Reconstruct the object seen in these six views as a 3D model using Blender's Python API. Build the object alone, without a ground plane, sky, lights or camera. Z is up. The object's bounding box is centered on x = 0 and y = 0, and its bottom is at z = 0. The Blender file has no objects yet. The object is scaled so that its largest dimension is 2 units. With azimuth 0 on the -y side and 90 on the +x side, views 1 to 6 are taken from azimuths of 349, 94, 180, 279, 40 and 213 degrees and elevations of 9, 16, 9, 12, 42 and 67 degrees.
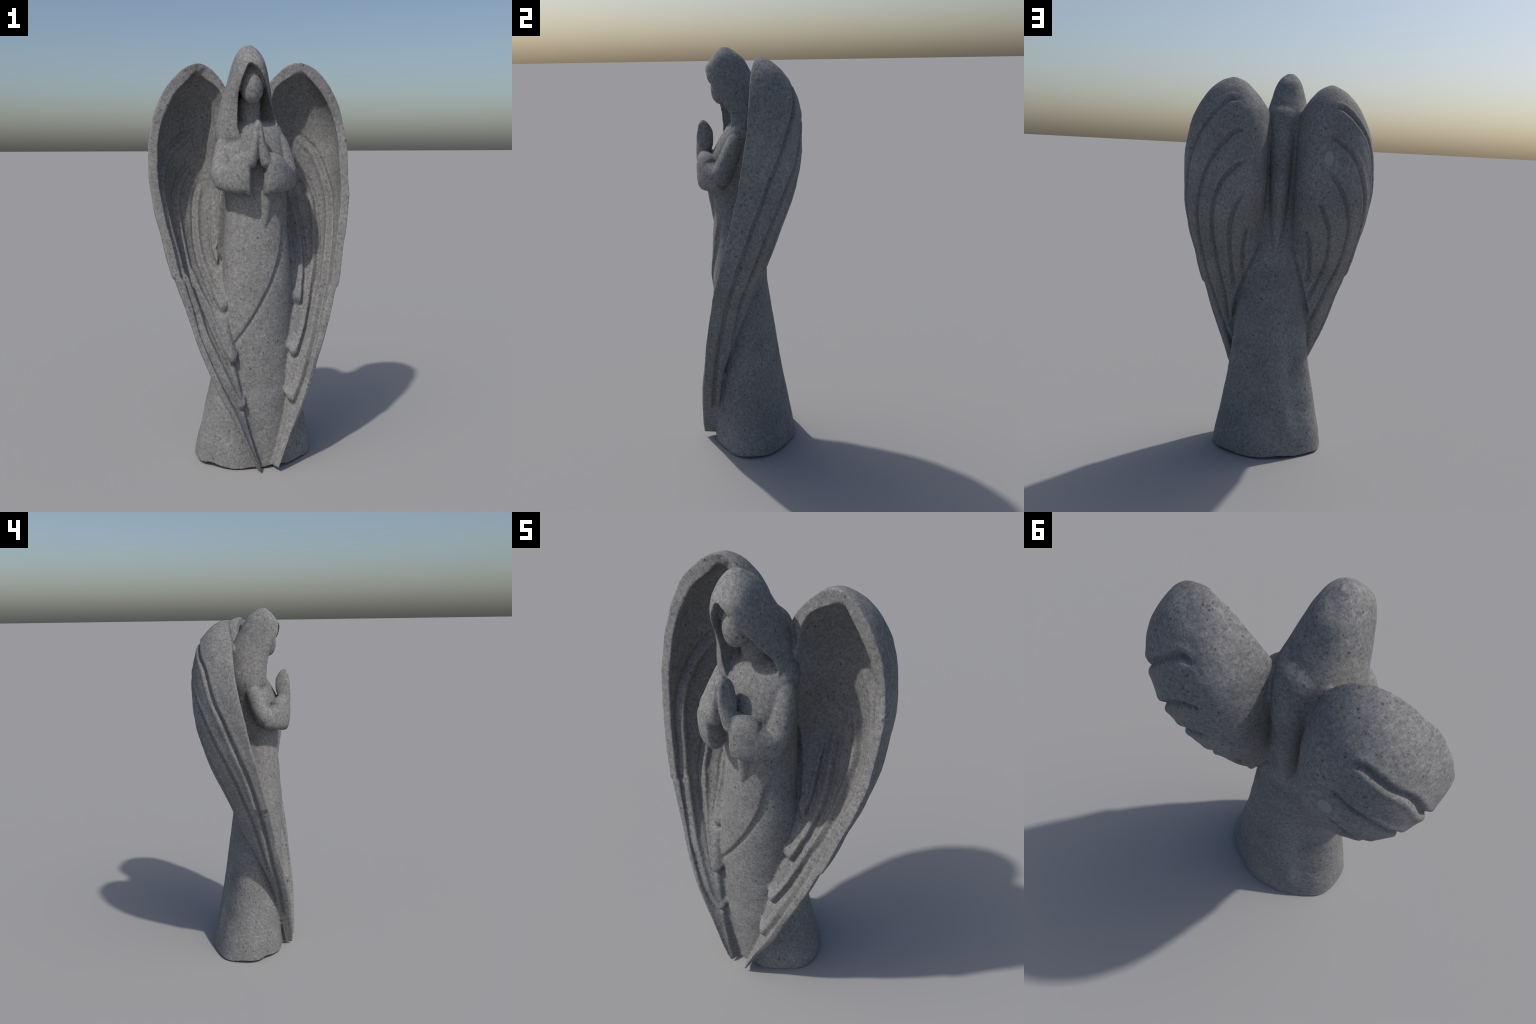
"""Praying angel garden statue, cast in grey stone."""
import bpy, bmesh, math
import numpy as np
from mathutils import Vector, noise as mnoise
from mathutils.bvhtree import BVHTree

VOXEL = 0.0042

# ------------------------------------------------------------------ helpers
def pchip(xs, ys):
    """monotone cubic interpolation through control points"""
    xs = np.asarray(xs, float); ys = np.asarray(ys, float)
    o = np.argsort(xs); xs = xs[o]; ys = ys[o]
    h = np.diff(xs); d = np.diff(ys) / h; m = np.zeros_like(ys)
    m[0] = d[0]; m[-1] = d[-1]
    for i in range(1, len(xs) - 1):
        if d[i - 1] * d[i] > 0:
            w1 = 2 * h[i] + h[i - 1]; w2 = h[i] + 2 * h[i - 1]
            m[i] = (w1 + w2) / (w1 / d[i - 1] + w2 / d[i])
    def f(x):
        x = np.clip(np.asarray(x, float), xs[0], xs[-1])
        i = np.clip(np.searchsorted(xs, x) - 1, 0, len(h) - 1)
        t = (x - xs[i]) / h[i]
        return ((2*t**3 - 3*t**2 + 1)*ys[i] + (t**3 - 2*t**2 + t)*h[i]*m[i]
                + (-2*t**3 + 3*t**2)*ys[i+1] + (t**3 - t**2)*h[i]*m[i+1])
    return f

def profile(rows):
    a = np.array(rows, float)
    fs = [pchip(a[:, 0], a[:, i]) for i in range(1, a.shape[1])]
    return lambda z: [f(z) for f in fs]

def smooth(a, b, x):
    t = np.clip((np.asarray(x, float) - a) / (b - a), 0, 1)
    return t * t * (3 - 2 * t)

def loft_mesh(rings):
    """closed skin over a stack of rings, (n_rows, n_points, 3)"""
    rings = np.asarray(rings, float); n, m, _ = rings.shape
    v = [tuple(p) for p in rings.reshape(-1, 3)]
    f = []
    for i in range(n - 1):
        for j in range(m):
            k = (j + 1) % m
            f.append((i*m + j, i*m + k, (i+1)*m + k, (i+1)*m + j))
    f.append(tuple(range(m))[::-1]); f.append(tuple((n-1)*m + j for j in range(m)))
    me = bpy.data.meshes.new("source"); me.from_pydata(v, [], f); me.update()
    bm = bmesh.new(); bm.from_mesh(me)
    bmesh.ops.triangulate(bm, faces=[q for q in bm.faces if len(q.verts) > 4])
    bmesh.ops.recalc_face_normals(bm, faces=bm.faces)
    bm.to_mesh(me); bm.free()
    return me

def oval_stack(rows, n_rows=60, n=96, power=2.0, shift=None):
    """rows of (z, x_left, x_right, y_front, y_back) -> rings of ovals"""
    f = profile(rows); z0, z1 = rows[0][0], rows[-1][0]
    lo, hi = min(z0, z1), max(z0, z1)
    t = np.linspace(0, 1, n_rows)
    zs = lo + (hi - lo) * (1 - (1 - t) ** 1.5)
    a = np.linspace(0, 2*np.pi, n, endpoint=False)
    c, s = np.cos(a), np.sin(a); e = 2.0 / power
    c = np.sign(c) * np.abs(c) ** e; s = np.sign(s) * np.abs(s) ** e
    out = []
    for z in zs:
        xl, xr, yf, yb = f(z)
        x = (xl + xr)/2 + (xr - xl)/2 * c; y = (yf + yb)/2 + (yb - yf)/2 * s
        out.append(np.stack([x, y, np.full(n, z)], 1))
    return np.array(out)

def limb_rings(stations, n_rows=48, n=56, end_round=0.25, power=2.0):
    """stations: (x, y, z, half_width, half_height); cross-sections upright"""
    a = np.array(stations, float)
    d = np.r_[0, np.cumsum(np.linalg.norm(np.diff(a[:, :3], axis=0), axis=1))]; d /= d[-1]
    fs = [pchip(d, a[:, i]) for i in range(5)]
    ts = 0.5 - 0.5*np.cos(np.linspace(0, np.pi, n_rows))
    P = np.stack([f(ts) for f in fs], 1)
    tan = np.gradient(P[:, :3], axis=0); tan /= np.linalg.norm(tan, axis=1)[:, None]
    ang = np.linspace(0, 2*np.pi, n, endpoint=False)
    ca, sa = [np.sign(q)*np.abs(q)**(2/power) for q in (np.cos(ang), np.sin(ang))]
    out = []
    for i, t in enumerate(ts):
        up = np.array([0, 0, 1.0]) if abs(tan[i][2]) < .8 else np.array([0, -1.0, 0])
        side = np.cross(tan[i], up); side /= np.linalg.norm(side)
        up2 = np.cross(side, tan[i])
        k = min(t, 1 - t) / end_round
        k = 1.0 if k >= 1 else math.sqrt(max(1 - (1 - k) ** 2, 1e-4))
        out.append(P[i, :3] + k*P[i, 3]*np.outer(ca, side) + k*P[i, 4]*np.outer(sa, up2))
    return np.array(out)

def ellipsoid_rings(centre, radii, tilt=0.0, n=40, m=56):
    th = np.linspace(0.02, np.pi - 0.02, n); a = np.linspace(0, 2*np.pi, m, endpoint=False)
    out = []
    for t in th:
        p = np.stack([radii[0]*math.sin(t)*np.cos(a), radii[1]*math.sin(t)*np.sin(a), np.full(m, -radii[2]*math.cos(t))], 1)
        c, s = math.cos(tilt), math.sin(tilt)          # tilt about x
        y = p[:, 1]*c - p[:, 2]*s; z = p[:, 1]*s + p[:, 2]*c
        out.append(np.stack([p[:, 0], y, z], 1) + np.array(centre))
    return np.array(out)

def polyline_distance(s, z, pts):
    """distance to a polyline, and fraction along it"""
    best = np.full(s.shape, 9.0); along = np.zeros(s.shape); L = 0
    p = np.array(pts, float); seg = np.linalg.norm(np.diff(p, axis=0), axis=1); tot = seg.sum()
    for i in range(len(p) - 1):
        d = p[i+1] - p[i]; q = np.clip(((s - p[i, 0])*d[0] + (z - p[i, 1])*d[1]) / max(d @ d, 1e-9), 0, 1)
        r = np.hypot(s - p[i, 0] - q*d[0], z - p[i, 1] - q*d[1])
        m = r < best; best = np.where(m, r, best); along = np.where(m, (L + q*seg[i]) / tot, along)
        L += seg[i]
    return best, along

def inside_polygon(s, z, poly):
    poly = np.array(poly, float); c = np.zeros(s.shape, bool); j = len(poly) - 1
    for i in range(len(poly)):
        (xi, yi), (xj, yj) = poly[i], poly[j]
        hit = ((yi > z) != (yj > z)) & (s < (xj - xi)*(z - yi)/((yj - yi) if yj != yi else 1e-9) + xi)
        c ^= hit; j = i
    return c

def refine(pts, n=6):
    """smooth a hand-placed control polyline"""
    p = np.array(pts, float)
    d = np.r_[0, np.cumsum(np.linalg.norm(np.diff(p, axis=0), axis=1))]
    t = np.linspace(0, d[-1], n*(len(p) - 1) + 1)
    return np.stack([pchip(d, p[:, 0])(t), pchip(d, p[:, 1])(t)], 1)

# ------------------------------------------------------------------ wings
# slice profile: z, rim x, rim y, back x, back y, inner x, inner y
WING = {
 +1: [(1.952, .264, .068, .250, .100, .236, .076), (1.938, .308, .064, .250, .128, .196, .078),
      (1.900, .358, .058, .242, .177, .149, .078), (1.850, .399, .054, .235, .215, .105, .076),
      (1.780, .440, .052, .225, .249, .066, .068), (1.680, .472, .045, .215, .268, .060, .070),
      (1.535, .493, .026, .210, .266, .060, .075), (1.340, .493, -.014, .210, .228, .065, .070),
      (1.173, .470, -.058, .212, .168, .070, .055), (1.000, .428, -.108, .218, .102, .080, .035),
      (.900, .400, -.136, .222, .055, .095, .000), (.780, .368, -.162, .235, .000, .120, -.050),
      (.580, .302, -.197, .240, -.078, .130, -.100), (.460, .260, -.213, .222, -.118, .120, -.140),
      (.310, .203, -.233, .198, -.146, .100, -.130), (.150, .131, -.249, .135, -.178, .080, -.140),
      (.020, .082, -.254, .080, -.205, .050, -.160)],
 -1: [(1.938, .264, .044, .250, .085, .232, .050), (1.920, .306, .036, .250, .120, .192, .050),
      (1.880, .355, .026, .245, .165, .149, .050), (1.830, .402, .004, .240, .200, .114, .052),
      (1.763, .439, -.004, .235, .228, .085, .060), (1.666, .475, -.022, .225, .247, .080, .070),
      (1.547, .495, -.045, .220, .253, .080, .075), (1.420, .498, -.074, .220, .240, .080, .070),
      (1.295, .485, -.100, .220, .212, .080, .060), (1.130, .450, -.140, .218, .152, .080, .050),
      (.985, .408, -.168, .215, .085, .085, .035), (.880, .376, -.185, .212, .042, .095, .005),
      (.790, .342, -.200, .212, .004, .110, -.030), (.700, .306, -.212, .218, -.046, .120, -.080),
      (.610, .274, -.227, .212, -.090, .110, -.115), (.510, .236, -.242, .192, -.130, .100, -.145),
      (.371, .178, -.253, .157, -.172, .080, -.140), (.206, .110, -.257, .104, -.198, .040, -.150),
      (.086, .055, -.258, .056, -.214, .010, -.160), (.010, .018, -.258, .024, -.222, -.005, -.165)],
}
# feather side of the slab: z, depth of the slab at the back, inner end x, inner end y
FRONT = {
 +1: [(1.952, .050, .260, .080), (1.85, .050, .130, .065), (1.78, .048, .112, .050), (1.70, .046, .112, .035), (1.60, .044, .118, .020),
      (1.45, .040, .110, .035), (1.30, .036, .105, .060), (1.15, .036, .115, .045), (1.0, .040, .130, .005),
      (.90, .045, .120, -.030), (.78, .052, .120, -.080), (.58, .056, .110, -.130), (.31, .045, .090, -.175), (.02, .028, .045, -.225)],
 -1: [(1.938, .050, .260, .070), (1.84, .050, .140, .050), (1.78, .048, .125, .040), (1.70, .046, .125, .030), (1.60, .044, .130, .015),
      (1.45, .040, .120, .030), (1.30, .036, .110, .050), (1.15, .036, .115, .035), (1.0, .040, .125, .000),
      (.90, .045, .115, -.030), (.78, .052, .110, -.080), (.58, .056, .090, -.140), (.31, .042, .060, -.190), (.01, .026, .000, -.235)],
}
# inner border of the feathered face low on the robe: z, edge x, edge y, foot x, foot y
BORDER = {
 +1: [(1.10, .185, .030, .120, .030), (.943, .195, -.005, .120, -.02), (.773, .200, -.084, .130, -.060), (.65, .188, -.125, .130, -.090), (.54, .172, -.158, .125, -.110),
      (.317, .142, -.200, .110, -.130), (.15, .102, -.228, .080, -.140), (.018, .060, -.238, .040, -.160)],
 -1: [(1.10, .170, .020, .110, .010), (.940, .165, -.035, .110, -.03), (.756, .163, -.126, .110, -.080), (.64, .150, -.160, .110, -.105), (.53, .132, -.186, .100, -.120),
      (.315, .086, -.220, .060, -.135), (.15, .045, -.240, .025, -.145), (.016, .004, -.250, -.010, -.165)],
}
RIM_BREAK = {+1: .872, -1: .945}      # heights where the rim was broken and mended
NS = 150

def quarter_arc(rx, ry, bx, by, ix, iy, n=NS, po=2.5, pi_=1.8):
    """slice of the wing in plan: rim -> back -> inner side, even arc length"""
    t = np.linspace(0, np.pi/2, 120)
    eo, ei = 2/po, 2/pi_
    c, sn = np.abs(np.cos(t)), np.sin(t)
    x = np.r_[bx + (rx - bx)*c**eo, bx - (bx - ix)*sn[1:]**ei]
    y = np.r_[ry + (by - ry)*sn**eo, iy + (by - iy)*c[1:]**ei]
    d = np.r_[0, np.cumsum(np.hypot(np.diff(x), np.diff(y)))]
    q = np.linspace(0, d[-1], n)
    return np.interp(q, d, x), np.interp(q, d, y), d[-1]

def wing_grids(side, n_rows=420):
    rows = WING[side]; f = profile(rows); top = rows[0][0]; low = rows[-1][0]
    g = profile(FRONT[side]); border = profile(BORDER[side])
    t = np.linspace(0, 1, n_rows)
    zs = low + (top - low)*(1 - (1 - t)**1.7)
    outer = np.zeros((n_rows, NS, 3)); inner = np.zeros_like(outer); length = np.zeros(n_rows)
    for i, z in enumerate(zs):
        rx, ry, bx, by, ix, iy = f(z); rx = rx + (-.006 + .016*float(smooth(.85, .65, z)*smooth(.25, .4, z)) if side < 0 else .006*float(smooth(.55, .4, z)*smooth(.2, .3, z)))
        rx = rx + .010*float(smooth(RIM_BREAK[side] - .008, RIM_BREAK[side] + .008, z)*smooth(RIM_BREAK[side] + .2, RIM_BREAK[side], z)) 
        w = max(rx - ix, 1e-3)
        x, y, L = quarter_arc(rx, ry, bx, by, ix, iy, po=2.02 + .33*float(smooth(.85, 1.15, z)), pi_=1.5 + .75*float(smooth(1.18, 1.45, z)))
        outer[i] = np.stack([side*x, y, np.full(NS, z)], 1)
        # feather side: same slice drawn in by the thickness of the slab
        dep, ix2, iy2 = g(z)
        band = min(.042 - .016*float(smooth(1.1, .5, z)), .25*w)
        lip = .036*float(smooth(1.45, top, z))
        by2 = max(by - dep, ry + .2*(by - ry)) if z > 1.75 else by - dep
        ix2 = min(max(ix2, ix), rx - band - .01)
        bx2 = min(max(bx, ix2 + .005), rx - band)
        x, y, L = quarter_arc(rx - band, ry + .004 - .016*float(smooth(.8, .3, z)), bx2, by2, ix2, min(iy2, by2), po=2.3, pi_=1.7)
        if z < 1.08:                                    # low down: flat feathered face, then a wall into the robe
            ex, ey, fx, fy = border(z); r0x, r0y = x[0], y[0]
            k = np.linspace(0, 1, 14); nx, ny = -(ey - r0y), (ex - r0x); nl = math.hypot(nx, ny)
            nx, ny = (nx/nl, ny/nl) if ny > 0 else (-nx/nl, -ny/nl)
            hollow = (.006 + .050*float(smooth(.35, .98, z)))*4*k*(1 - k)
            px = np.r_[r0x + k*(ex - r0x) + hollow*nx, ex + .15*(fx - ex), fx]
            py = np.r_[r0y + k*(ey - r0y) + hollow*ny, ey + .15*(fy - ey), fy]
            dd = np.r_[0, np.cumsum(np.hypot(np.diff(px), np.diff(py)))]; q = np.linspace(0, dd[-1], NS)
            w2 = float(smooth(1.06, .75, z))
            x = x + w2*(np.interp(q, dd, px) - x); y = y + w2*(np.interp(q, dd, py) - y)
            L = np.hypot(np.diff(x), np.diff(y)).sum()
        inner[i] = np.stack([side*x, y, np.full(NS, z - lip)], 1); length[i] = L
    return zs, outer, inner, length

def grid_normals(G):
    a = np.gradient(G, axis=0); b = np.gradient(G, axis=1)
    n = np.cross(a, b); return n / np.maximum(np.linalg.norm(n, axis=2), 1e-9)[..., None]

# feather edges on the front of the wing: (share of the slice from rim to body, height)
FEATHERS = {
 +1: [[(0.483, 1.623), (0.426, 1.602), (0.372, 1.563), (0.324, 1.536), (0.284, 1.488), (0.253, 1.430), (0.228, 1.379), (0.207, 1.321), (0.188, 1.245), (0.172, 1.187), (0.162, 1.094), (0.158, 1.002), (0.159, 0.925), (0.161, 0.870), (0.164, 0.820), (0.167, 0.756), (0.166, 0.717), (0.156, 0.658), (0.141, 0.591), (0.137, 0.515), (0.163, 0.438), (0.221, 0.352), (0.295, 0.316)],
      [(0.477, 1.439), (0.447, 1.398), (0.420, 1.360), (0.398, 1.316), (0.380, 1.270), (0.364, 1.197), (0.352, 1.133), (0.347, 1.071), (0.351, 0.996), (0.361, 0.918), (0.374, 0.857), (0.387, 0.807), (0.400, 0.769), (0.416, 0.711), (0.440, 0.651), (0.479, 0.611), (0.533, 0.557), (0.597, 0.536)],
      [(0.617, 1.345), (0.607, 1.296), (0.594, 1.234), (0.578, 1.176), (0.561, 1.099), (0.547, 1.037), (0.540, 0.978), (0.545, 0.931), (0.562, 0.876), (0.590, 0.826), (0.629, 0.788), (0.678, 0.775)],
      [(0.725, 1.281), (0.726, 1.224), (0.724, 1.133), (0.720, 1.054), (0.720, 0.978), (0.725, 0.943)]],
 -1: [[(0.557, 1.640), (0.466, 1.604), (0.379, 1.565), (0.297, 1.516), (0.222, 1.462), (0.156, 1.399), (0.105, 1.328), (0.077, 1.253), (0.073, 1.174), (0.080, 1.070), (0.076, 0.966), (0.060, 0.888), (0.060, 0.795), (0.060, 0.706), (0.091, 0.620), (0.123, 0.580), (0.143, 0.504), (0.163, 0.441), (0.207, 0.377), (0.286, 0.327), (0.389, 0.312)],
      [(0.564, 1.479), (0.519, 1.444), (0.474, 1.413), (0.432, 1.371), (0.397, 1.332), (0.368, 1.268), (0.350, 1.201), (0.339, 1.109), (0.329, 1.030), (0.317, 0.972), (0.310, 0.919), (0.325, 0.852), (0.361, 0.789), (0.406, 0.712), (0.452, 0.647), (0.504, 0.580), (0.564, 0.525)],
      [(0.651, 1.371), (0.629, 1.342), (0.610, 1.293), (0.595, 1.232), (0.585, 1.158), (0.581, 1.098), (0.584, 1.042), (0.590, 0.966), (0.598, 0.925), (0.606, 0.870), (0.625, 0.808), (0.664, 0.783), (0.718, 0.764)],
      [(0.826, 1.303), (0.805, 1.253), (0.792, 1.206), (0.789, 1.158), (0.794, 1.098), (0.806, 1.036), (0.824, 0.978), (0.846, 0.955)]],
}
# carved lines on the outside of the wing
GROOVES = {
 +1: [[(0.611, 1.841), (0.518, 1.841), (0.428, 1.808), (0.348, 1.734), (0.284, 1.649), (0.235, 1.548), (0.200, 1.471), (0.177, 1.331), (0.167, 1.245), (0.168, 1.088), (0.180, 0.918), (0.203, 0.775), (0.238, 0.584), (0.283, 0.374), (0.336, 0.189)],
      [(0.651, 1.701), (0.569, 1.684), (0.492, 1.626), (0.426, 1.543), (0.375, 1.457), (0.342, 1.350), (0.326, 1.255), (0.323, 1.165), (0.330, 1.060), (0.357, 0.870), (0.427, 0.743), (0.560, 0.570), (0.745, 0.374)],
      [(0.671, 1.552), (0.606, 1.518), (0.547, 1.471), (0.501, 1.407), (0.475, 1.321), (0.469, 1.224), (0.485, 1.127), (0.518, 0.990), (0.557, 0.882), (0.591, 0.769), (0.617, 0.651)],
      [(0.698, 1.393), (0.665, 1.345), (0.640, 1.286), (0.628, 1.213), (0.631, 1.133), (0.649, 1.054), (0.680, 0.931), (0.718, 0.851)],
      [(0.799, 1.224), (0.775, 1.176), (0.767, 1.099), (0.782, 0.996), (0.812, 0.931)],
      [(0.987, 1.149), (0.921, 1.065), (0.854, 0.984), (0.789, 0.870), (0.728, 0.750), (0.671, 0.651)]],
 -1: [[(0.564, 1.820), (0.479, 1.822), (0.396, 1.797), (0.318, 1.746), (0.250, 1.685), (0.196, 1.522), (0.157, 1.422), (0.132, 1.303), (0.117, 1.180), (0.111, 1.053), (0.118, 0.913), (0.144, 0.751), (0.189, 0.607), (0.247, 0.420), (0.309, 0.216)],
      [(0.597, 1.695), (0.527, 1.657), (0.463, 1.617), (0.408, 1.563), (0.363, 1.497), (0.325, 1.417), (0.294, 1.332), (0.272, 1.211), (0.259, 1.104), (0.259, 0.966), (0.276, 0.845), (0.317, 0.686), (0.376, 0.518)],
      [(0.617, 1.514), (0.569, 1.471), (0.526, 1.417), (0.490, 1.352), (0.465, 1.283), (0.452, 1.206), (0.458, 1.115), (0.492, 0.996), (0.554, 0.876), (0.635, 0.770), (0.725, 0.673)],
      [(0.705, 1.371), (0.671, 1.337), (0.641, 1.268), (0.621, 1.206), (0.617, 1.126), (0.635, 1.025), (0.676, 0.949), (0.736, 0.870), (0.805, 0.808)],
      [(0.839, 1.227), (0.805, 1.174), (0.785, 1.104), (0.786, 1.013), (0.807, 0.931), (0.839, 0.894)],
      [(0.987, 1.126), (0.945, 1.047), (0.897, 0.949), (0.842, 0.833), (0.785, 0.712)]],
}

TIP = .085      # how steeply the feather ends rise from tip to border

def feather_polygon(edge):
    e = refine(edge); return np.vstack([e, [(1.0, e[-1, 1] + TIP), (1.06, e[-1, 1] + TIP), (1.06, e[0, 1] + .02)]])

def lay_on_grid(G, path):
    """carry a (share, height) path onto a wing grid"""
    zc = G[:, :, 2]; out = []
    for sh, z in path:
        j = np.clip(sh, 0, 1)*(NS - 1); j0 = min(int(j), NS - 2); f = j - j0
        col = G[:, j0]*(1 - f) + G[:, j0 + 1]*f
        out.append([np.interp(z, col[:, 2], col[:, c]) for c in range(3)])
    return np.array(out)

def path_distance(G, P):
    """distance in metres from every grid point to a path, and metres run along it"""
    best = np.full(G.shape[:2], 9.0); run = np.zeros(G.shape[:2]); L = 0.0
    for a, b in zip(P[:-1], P[1:]):
        d = b - a; dd = max(d @ d, 1e-10)
        q = np.clip(((G - a) @ d)/dd, 0, 1)
        r = np.linalg.norm(G - a - q[..., None]*d, axis=2)
        m = r < best; best = np.where(m, r, best); run = np.where(m, L + q*math.sqrt(dd), run); L += math.sqrt(dd)
    return best, run, L

def wing_mesh(side):
    zs, outer, inner, length = wing_grids(side)
    no = grid_normals(outer)
    if (no[200, 75] @ np.array([0, 1, 0])) < 0: no = -no
    ni = grid_normals(inner)
    if (ni[200, 75] @ np.array([0, -1, 0])) < 0: ni = -ni
    S = np.tile(np.linspace(0, 1, NS), (len(zs), 1)); Zi = inner[..., 2]
    lift = np.zeros_like(S)
    for edge in FEATHERS[side]:
        e = refine(edge); e = np.vstack([e, [(1.0, e[-1, 1] + TIP)]])
        d, run, L = path_distance(inner, lay_on_grid(inner, e))
        sd = np.where(inside_polygon(S, Zi, feather_polygon(edge)), d, -d)
        die = smooth(0, .06, run)
        fade = smooth(e[0, 1] + .02, e[0, 1] - .10, Zi)
        h = .012*smooth(-.005, .013, sd) * fade
        lift += h + die*(.010*np.exp(-((sd - .019)/.014)**2) - .010*np.exp(-((sd + .004)/.009)**2))
    dig = np.zeros_like(S)
    for edge in GROOVES[side]:
        d, run, L = path_distance(outer, lay_on_grid(outer, refine(edge)))
        ends = smooth(0, .045, run)*smooth(L, L - .05, run)
        dig += ends*(-.019*np.exp(-(d/.0085)**2) + .003*np.exp(-((d - .022)/.012)**2))
    inner = inner + ni*lift[..., None]
    outer = outer + no*dig[..., None]
    rings = np.concatenate([outer, inner[:, ::-1]], axis=1)
    return loft_mesh(rings)

# ------------------------------------------------------------------ body
ROBE = [(0.0, -.308, .296, -.206, .226), (.10, -.290, .282, -.203, .210), (.3, -.246, .248, -.204, .172),
        (.5, -.206, .222, -.196, .140), (.7, -.178, .203, -.190, .110), (.9, -.155, .185, -.186, .085),
        (1.1, -.145, .168, -.172, .080), (1.3, -.132, .160, -.162, .080), (1.42, -.130, .150, -.150, .080)]
FOLD = [(.150, 1.25), (.118, 1.163), (.103, 1.057), (.064, .939), (.006, .821), (-.057, .713), (-.123, .614), (-.17, .52)]

def robe_mesh():
    R = oval_stack(ROBE, 200, 240, 2.1)
    x, y, z = R[..., 0], R[..., 1], R[..., 2]
    d, al = polyline_distance(x, z, refine(FOLD))
    fx = np.interp(z, [p[1] for p in FOLD][::-1], [p[0] for p in FOLD][::-1])
    sd = np.where(x < fx, d, -d)
    front = smooth(-.02, -.10, y)*smooth(.50, .62, z)*smooth(1.28, 1.1, z)
    out = front*(.010*smooth(-.004, .010, sd)*smooth(.25, .03, sd) - .005*np.exp(-((sd + .006)/.008)**2))
    ang = np.arctan2(y, x)
    hem = smooth(.35, .0, z)                    # shallow flutes near the hem
    out += hem*(.003*np.sin(5*ang + 1.0) + .0025*np.sin(9*ang + 2.2))
    out -= smooth(.95, .5, z)*(.5 + .5*smooth(.05, .25, z))*(.036*np.exp(-((np.mod(ang, 2*np.pi) - 2.55)/.52)**2) + .008*np.exp(-((ang - .75)/.45)**2) + .010*np.exp(-((ang + .65)/.40)**2))
    c = np.stack([x, y], -1); c = c/np.linalg.norm(c, axis=-1)[..., None]
    R[..., 0] += out*c[..., 0]; R[..., 1] += out*c[..., 1]
    chip = .007*(1 + np.sin(7*ang[0] + .6)*np.sin(3*ang[0] + 2)) + .012*np.exp(-((ang[0] + 2.62)/.12)**2)
    R[0, :, 2] += chip; R[1:4, :, 2] = np.maximum(R[1:4, :, 2], R[0, :, 2] + .001)
    return loft_mesh(R)

TORSO = [(1.22, -.128, .160, -.164, .070), (1.40, -.145, .155, -.180, .085), (1.50, -.152, .152, -.172, .090),
         (1.56, -.155, .150, -.144, .090), (1.61, -.152, .148, -.112, .085), (1.655, -.128, .130, -.078, .070), (1.67, -.06, .08, -.05, .03)]
BACK = [(1.01, .000, .012, .03, .068), (1.08, -.020, .024, .0, .092), (1.2, -.040, .036, .0, .110),
        (1.45, -.058, .050, .0, .136), (1.65, -.074, .062, .0, .134), (1.74, -.080, .068, .0, .116), (1.79, -.082, .066, .0, .094), (1.83, -.080, .055, .0, .055)]
HOOD = [(1.50, -.150, .125, -.100, .090), (1.60, -.174, .130, -.134, .100), (1.65, -.170, .122, -.138, .106), (1.69, -.162, .108, -.142, .106),
        (1.74, -.151, .094, -.152, .100), (1.78, -.141, .084, -.168, .086), (1.83, -.128, .072, -.189, .058),
        (1.87, -.117, .062, -.197, .034), (1.91, -.105, .051, -.193, .010), (1.95, -.090, .034, -.168, -.016),
        (1.982, -.070, .010, -.142, -.057), (2.0, -.048, -.016, -.118, -.085)]
# hollow of the hood: z, x_left, x_right, y_front, y_back
HOLLOW = [(1.585, -.070, .135, -.30, .000), (1.66, -.088, .118, -.30, .010), (1.74, -.088, .076, -.30, .010), (1.80, -.083, .052, -.30, .000),
          (1.85, -.072, .030, -.30, -.03), (1.89, -.055, .002, -.30, -.07), (1.915, -.042, -.028, -.30, -.12)]

def hood_mesh():
    me = loft_mesh(oval_stack(HOOD, 70, 110, 2.35))
    cut = loft_mesh(oval_stack(HOLLOW, 40, 80, 2.6))
    a = bpy.data.objects.new("hood_source", me); b = bpy.data.objects.new("hollow_source", cut)
    for o in (a, b): bpy.context.scene.collection.objects.link(o)
    m = a.modifiers.new("hollow", 'BOOLEAN'); m.object = b; m.operation = 'DIFFERENCE'; m.solver = 'EXACT'
    out = bpy.data.meshes.new_from_object(a.evaluated_get(bpy.context.evaluated_depsgraph_get()))
    for o in (a, b): bpy.data.objects.remove(o)
    return out

ARM = {-1: [(-.120, -.040, 1.600, .038, .042), (-.138, -.060, 1.54, .045, .045), (-.155, -.095, 1.46, .050, .048), (-.163, -.135, 1.40, .050, .050), (-.150, -.165, 1.385, .045, .045)],
       +1: [(.100, -.020, 1.625, .038, .040), (.122, -.040, 1.57, .044, .045), (.142, -.080, 1.48, .048, .048), (.150, -.120, 1.405, .048, .050), (.138, -.150, 1.39, .045, .045)]}
SLEEVE = {-1: [(-.172, -.120, 1.405, .038, .045), (-.150, -.152, 1.398, .046, .055), (-.108, -.192, 1.408, .050, .076), (-.074, -.213, 1.424, .048, .096), (-.042, -.219, 1.426, .044, .101)],
          +1: [(.160, -.108, 1.405, .038, .045), (.140, -.137, 1.400, .046, .055), (.098, -.178, 1.408, .050, .074), (.058, -.202, 1.424, .048, .094), (.022, -.209, 1.426, .044, .099)]}
HAND = {-1: [(-.056, -.212, 1.455, .030, .030), (-.034, -.210, 1.512, .026, .034), (-.026, -.202, 1.56, .020, .040), (-.021, -.200, 1.60, .016, .038), (-.015, -.206, 1.64, .012, .026), (-.010, -.209, 1.668, .007, .012)],
        +1: [(.036, -.206, 1.455, .030, .030), (.016, -.207, 1.512, .026, .034), (.006, -.200, 1.56, .020, .040), (.001, -.200, 1.60, .016, .038), (-.002, -.206, 1.64, .012, .026), (-.004, -.209, 1.662, .007, .012)]}

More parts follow.
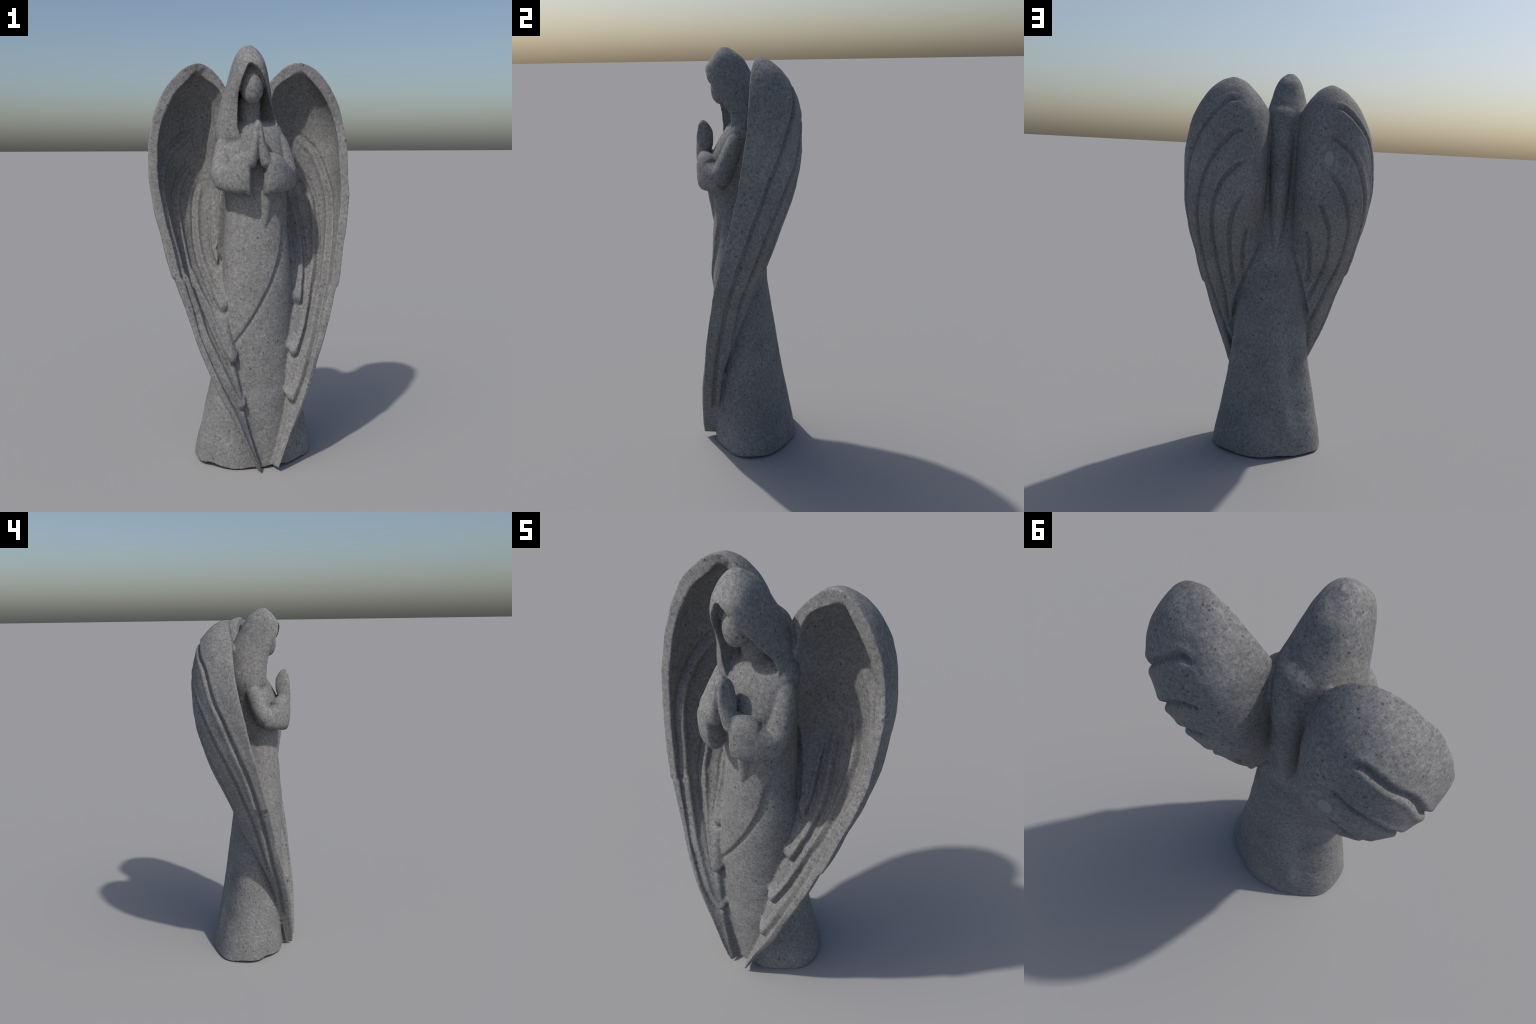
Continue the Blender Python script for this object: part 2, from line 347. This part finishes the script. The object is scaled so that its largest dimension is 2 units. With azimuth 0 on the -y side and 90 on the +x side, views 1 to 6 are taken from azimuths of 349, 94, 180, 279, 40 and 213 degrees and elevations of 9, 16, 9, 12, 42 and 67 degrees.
def sources():
    s = []
    s.append(("robe", robe_mesh()))
    s.append(("torso", loft_mesh(oval_stack(TORSO, 50, 90, 2.2))))
    s.append(("back", loft_mesh(oval_stack(BACK, 60, 80))))
    s.append(("hood", hood_mesh()))
    s.append(("face", loft_mesh(ellipsoid_rings((-.019, -.097, 1.842), (.060, .067, .110), math.radians(-22)))))
    s.append(("neck", loft_mesh(limb_rings([(-.015, -.015, 1.60, .062, .062), (-.016, -.03, 1.70, .054, .054), (-.018, -.065, 1.80, .05, .05)]))))
    for side in (-1, 1):
        s.append(("arm", loft_mesh(limb_rings(ARM[side]))))
        s.append(("sleeve", loft_mesh(limb_rings(SLEEVE[side], end_round=.06, power=2.8) + np.array([0, .007, 0]))))
        s.append(("hand", loft_mesh(limb_rings(HAND[side], end_round=.10) + np.array([0, -.008, 0]))))
        s.append(("wing", wing_mesh(side)))
    s.append(("wing_extra", loft_mesh(ellipsoid_rings((.193, .258, 1.636), (.010, .010, .012), 0, 16, 20))))    # chip of stone left on one wing
    # wedge below the sleeve, copied from a stretched low-poly fill in the scan
    s.append(("robe_extra", loft_mesh(limb_rings([(.045, -.172, 1.38, .034, .030), (.036, -.166, 1.27, .026, .022), (.020, -.160, 1.10, .006, .008)], 30, 24))))
    return s

# ------------------------------------------------------------------ stone
def stone_material():
    m = bpy.data.materials.new("weathered_grey_stone"); m.use_nodes = True
    nt = m.node_tree; nt.nodes.clear(); N = nt.nodes.new; L = nt.links.new
    out = N("ShaderNodeOutputMaterial"); b = N("ShaderNodeBsdfPrincipled"); L(b.outputs[0], out.inputs[0])
    b.inputs["Roughness"].default_value = .88
    b.inputs["Specular IOR Level"].default_value = .25
    tc = N("ShaderNodeTexCoord")
    def noise(scale, detail=3, rough=.6):
        n = N("ShaderNodeTexNoise"); n.inputs["Scale"].default_value = scale
        n.inputs["Detail"].default_value = detail; n.inputs["Roughness"].default_value = rough
        L(tc.outputs["Object"], n.inputs["Vector"]); return n.outputs["Fac"]
    def ramp(src, stops):
        r = N("ShaderNodeValToRGB"); L(src, r.inputs[0]); e = r.color_ramp.elements
        while len(e) < len(stops): e.new(.5)
        for q, (p, c) in zip(e, stops): q.position = p; q.color = (c[0], c[1], c[2], 1) if isinstance(c, tuple) else (c, c, c, 1)
        return r.outputs[0]
    def mul(a, b_, f=1.0):
        x = N("ShaderNodeMix"); x.data_type = 'RGBA'; x.blend_type = 'MULTIPLY'; x.inputs[0].default_value = f
        L(a, x.inputs[6]); L(b_, x.inputs[7]); return x.outputs[2]
    fine = ramp(noise(150, 3, .7), [(.30, .80), (.50, 1.0), (.72, 1.20)])
    mottle = ramp(noise(70, 4, .7), [(.28, (.134, .134, .136)), (.50, (.202, .202, .202)), (.74, (.282, .280, .276))])
    blotch = ramp(noise(5.5, 4, .55), [(.32, .87), (.52, 1.0), (.72, 1.10)])
    def pits(scale, rare, size, dark):
        v = N("ShaderNodeTexVoronoi"); v.inputs["Scale"].default_value = scale
        w = N("ShaderNodeMapping"); w.inputs["Scale"].default_value = (1, 1, .62)
        L(tc.outputs["Object"], w.inputs["Vector"]); L(w.outputs[0], v.inputs["Vector"])
        near = ramp(v.outputs["Distance"], [(size*.45, 1.0), (size, .0)])
        some = ramp(v.outputs["Color"], [(rare, .0), (rare + .12, 1.0)])
        k = N("ShaderNodeMix"); k.data_type = 'RGBA'; L(mul(near, some), k.inputs[0])
        k.inputs[6].default_value = (1, 1, 1, 1); k.inputs[7].default_value = (dark, dark, dark, 1)
        return k.outputs[2]
    col = mul(mul(mul(mul(mottle, fine), blotch), pits(58, .60, .28, .48)), pits(125, .35, .36, .66))
    # smooth pale mend on one wing
    mp = N("ShaderNodeMapping"); mp.vector_type = 'TEXTURE'; mp.inputs["Location"].default_value = (-.238, .252, 1.575)
    mp.inputs["Scale"].default_value = (.024, .05, .042); L(tc.outputs["Object"], mp.inputs["Vector"])
    ln = N("ShaderNodeVectorMath"); ln.operation = 'LENGTH'; L(mp.outputs[0], ln.inputs[0])
    mend = ramp(ln.outputs["Value"], [(.82, .75), (.98, .0)])
    mx = N("ShaderNodeMix"); mx.data_type = 'RGBA'; L(mend, mx.inputs[0]); L(col, mx.inputs[6]); mx.inputs[7].default_value = (.29, .295, .30, 1)
    L(mx.outputs[2], b.inputs["Base Color"])
    bump = N("ShaderNodeBump"); bump.inputs["Strength"].default_value = .35; bump.inputs["Distance"].default_value = .004
    L(noise(120, 4, .7), bump.inputs["Height"]); L(bump.outputs[0], b.inputs["Normal"])
    return m

# ------------------------------------------------------------------ assembly
def build():
    scene = bpy.context.scene
    src = sources()
    verts, faces, off = [], [], 0
    for _, me in src:
        co = np.empty(len(me.vertices)*3); me.vertices.foreach_get("co", co)
        verts.append(co.reshape(-1, 3))
        faces += [tuple(i + off for i in p.vertices) for p in me.polygons]; off += len(me.vertices)
    verts = np.vstack(verts)
    whole = bpy.data.meshes.new("whole"); whole.from_pydata(verts.tolist(), [], faces); whole.update()
    ob = bpy.data.objects.new("whole", whole); scene.collection.objects.link(ob)
    m = ob.modifiers.new("fuse", 'REMESH'); m.mode = 'VOXEL'; m.voxel_size = VOXEL; m.adaptivity = 0
    m2 = ob.modifiers.new("soften", 'SMOOTH'); m2.factor = .5; m2.iterations = 5
    body = bpy.data.meshes.new_from_object(ob.evaluated_get(bpy.context.evaluated_depsgraph_get()))
    bpy.data.objects.remove(ob)

    nv = len(body.vertices); co = np.empty(nv*3); body.vertices.foreach_get("co", co); co = co.reshape(-1, 3)
    # drop closed inner pockets: keep the largest connected shell only
    edges = np.empty(len(body.edges)*2, int); body.edges.foreach_get("vertices", edges); edges = edges.reshape(-1, 2)
    lab = np.arange(nv)
    while True:
        mn = np.minimum(lab[edges[:, 0]], lab[edges[:, 1]]); new = lab.copy()
        np.minimum.at(new, edges[:, 0], mn); np.minimum.at(new, edges[:, 1], mn); new = new[new]
        if (new == lab).all(): break
        lab = new
    main = np.bincount(lab).argmax(); keep = lab == main
    # hand-worked unevenness of the stone
    nrm = np.empty(nv*3); body.vertices.foreach_get("normal", nrm); nrm = nrm.reshape(-1, 3)
    amp = np.array([mnoise.noise(Vector(p)*9.0)*.0030 + mnoise.noise(Vector(p)*30.0 + Vector((5, 2, 8)))*.0010 for p in co])
    co = co + nrm*amp[:, None]
    co[:, 2] = np.maximum(co[:, 2], 0)
    # regions: nearest source shape
    trees = [(n, BVHTree.FromPolygons([v.co.copy() for v in me.vertices], [tuple(p.vertices) for p in me.polygons])) for n, me in src]
    nf = len(body.polygons); fc = np.empty(nf*3); body.polygons.foreach_get("center", fc); fc = fc.reshape(-1, 3)
    loops = np.empty(nf*4, int); body.loops.foreach_get("vertex_index", loops); quads = loops.reshape(-1, 4)
    lo = [np.min([v.co[:] for v in me.vertices], axis=0) - .03 for _, me in src]
    hi = [np.max([v.co[:] for v in me.vertices], axis=0) + .03 for _, me in src]
    region = np.zeros(nf, int); best = np.full(nf, 9.0)
    for k, (_, tr) in enumerate(trees):
        for i in np.where(((fc > lo[k]) & (fc < hi[k])).all(1))[0]:
            h = tr.find_nearest(fc[i], .03)
            if h[3] is not None and h[3] < best[i]: best[i] = h[3]; region[i] = k
    # small extras belong to the last part of their kind
    for k, (name, _) in enumerate(src):
        if name.endswith("_extra"):
            region[region == k] = max(j for j, (n, _) in enumerate(src) if n == name[:-6])
    # feathers of each wing, as pieces of the wing surface
    feather = np.full(nf, -1)
    for k, (name, _) in enumerate(src):
        if name != "wing": continue
        side = 1 if src[k][1].vertices[0].co.x > 0 else -1
        zs, outer, inner, length = wing_grids(side)
        sel = np.where(region == k)[0]
        grid = inner[::3, ::2].reshape(-1, 3); sh = np.tile(np.linspace(0, 1, NS)[::2], len(zs[::3]))
        from mathutils.kdtree import KDTree
        kd = KDTree(len(grid)); [kd.insert(p, i) for i, p in enumerate(grid)]; kd.balance()
        og = outer[::3, ::2].reshape(-1, 3); ko = KDTree(len(og)); [ko.insert(p, i) for i, p in enumerate(og)]; ko.balance()
        S = np.zeros(len(sel)); ok = np.zeros(len(sel), bool)
        for j, i in enumerate(sel):
            _, a, da = kd.find(fc[i]); db = ko.find(fc[i])[2]
            S[j] = sh[a]; ok[j] = da < db
        for q, edge in enumerate(FEATHERS[side]):
            ins = inside_polygon(S, fc[sel, 2], feather_polygon(edge)) & ok
            feather[sel[ins]] = q

    mat = stone_material()
    root = bpy.data.objects.new("angel_statue", None); scene.collection.objects.link(root)
    root["label"] = "grey stone praying angel with hood and large wings"
    root["category"] = "garden statue"
    # normals of the whole body, shared by every piece
    fn = np.cross(co[quads[:, 2]] - co[quads[:, 0]], co[quads[:, 3]] - co[quads[:, 1]])
    vn = np.zeros((nv, 3))
    for c in range(4): np.add.at(vn, quads[:, c], fn)
    vn /= np.maximum(np.linalg.norm(vn, axis=1), 1e-12)[:, None]
    fkeep = keep[quads[:, 0]]
    def piece(name, mask, parent):
        idx = np.where(mask & fkeep)[0]
        if len(idx) < 12: return None
        used, inv = np.unique(quads[idx].ravel(), return_inverse=True)
        me = bpy.data.meshes.new(name); me.from_pydata(co[used].tolist(), [], inv.reshape(-1, 4).tolist())
        me.polygons.foreach_set("use_smooth", np.ones(len(idx), bool)); me.update()
        me.normals_split_custom_set_from_vertices(vn[used].tolist())
        me.materials.append(mat)
        o = bpy.data.objects.new(name, me); scene.collection.objects.link(o); o.parent = parent
        return o
    for k, (name, _) in enumerate(src):
        if name.endswith("_extra"): continue
        o = piece(name, (region == k) & (feather < 0), root)
        if name == "wing":
            side = 1 if src[k][1].vertices[0].co.x > 0 else -1
            for q in range(len(FEATHERS[side])): piece("feather", (region == k) & (feather == q), o)
    bpy.data.meshes.remove(body)
    for _, me in src: bpy.data.meshes.remove(me)
    for me in [m for m in bpy.data.meshes if m.users == 0]: bpy.data.meshes.remove(me)

if __name__ == "__main__":
    build()
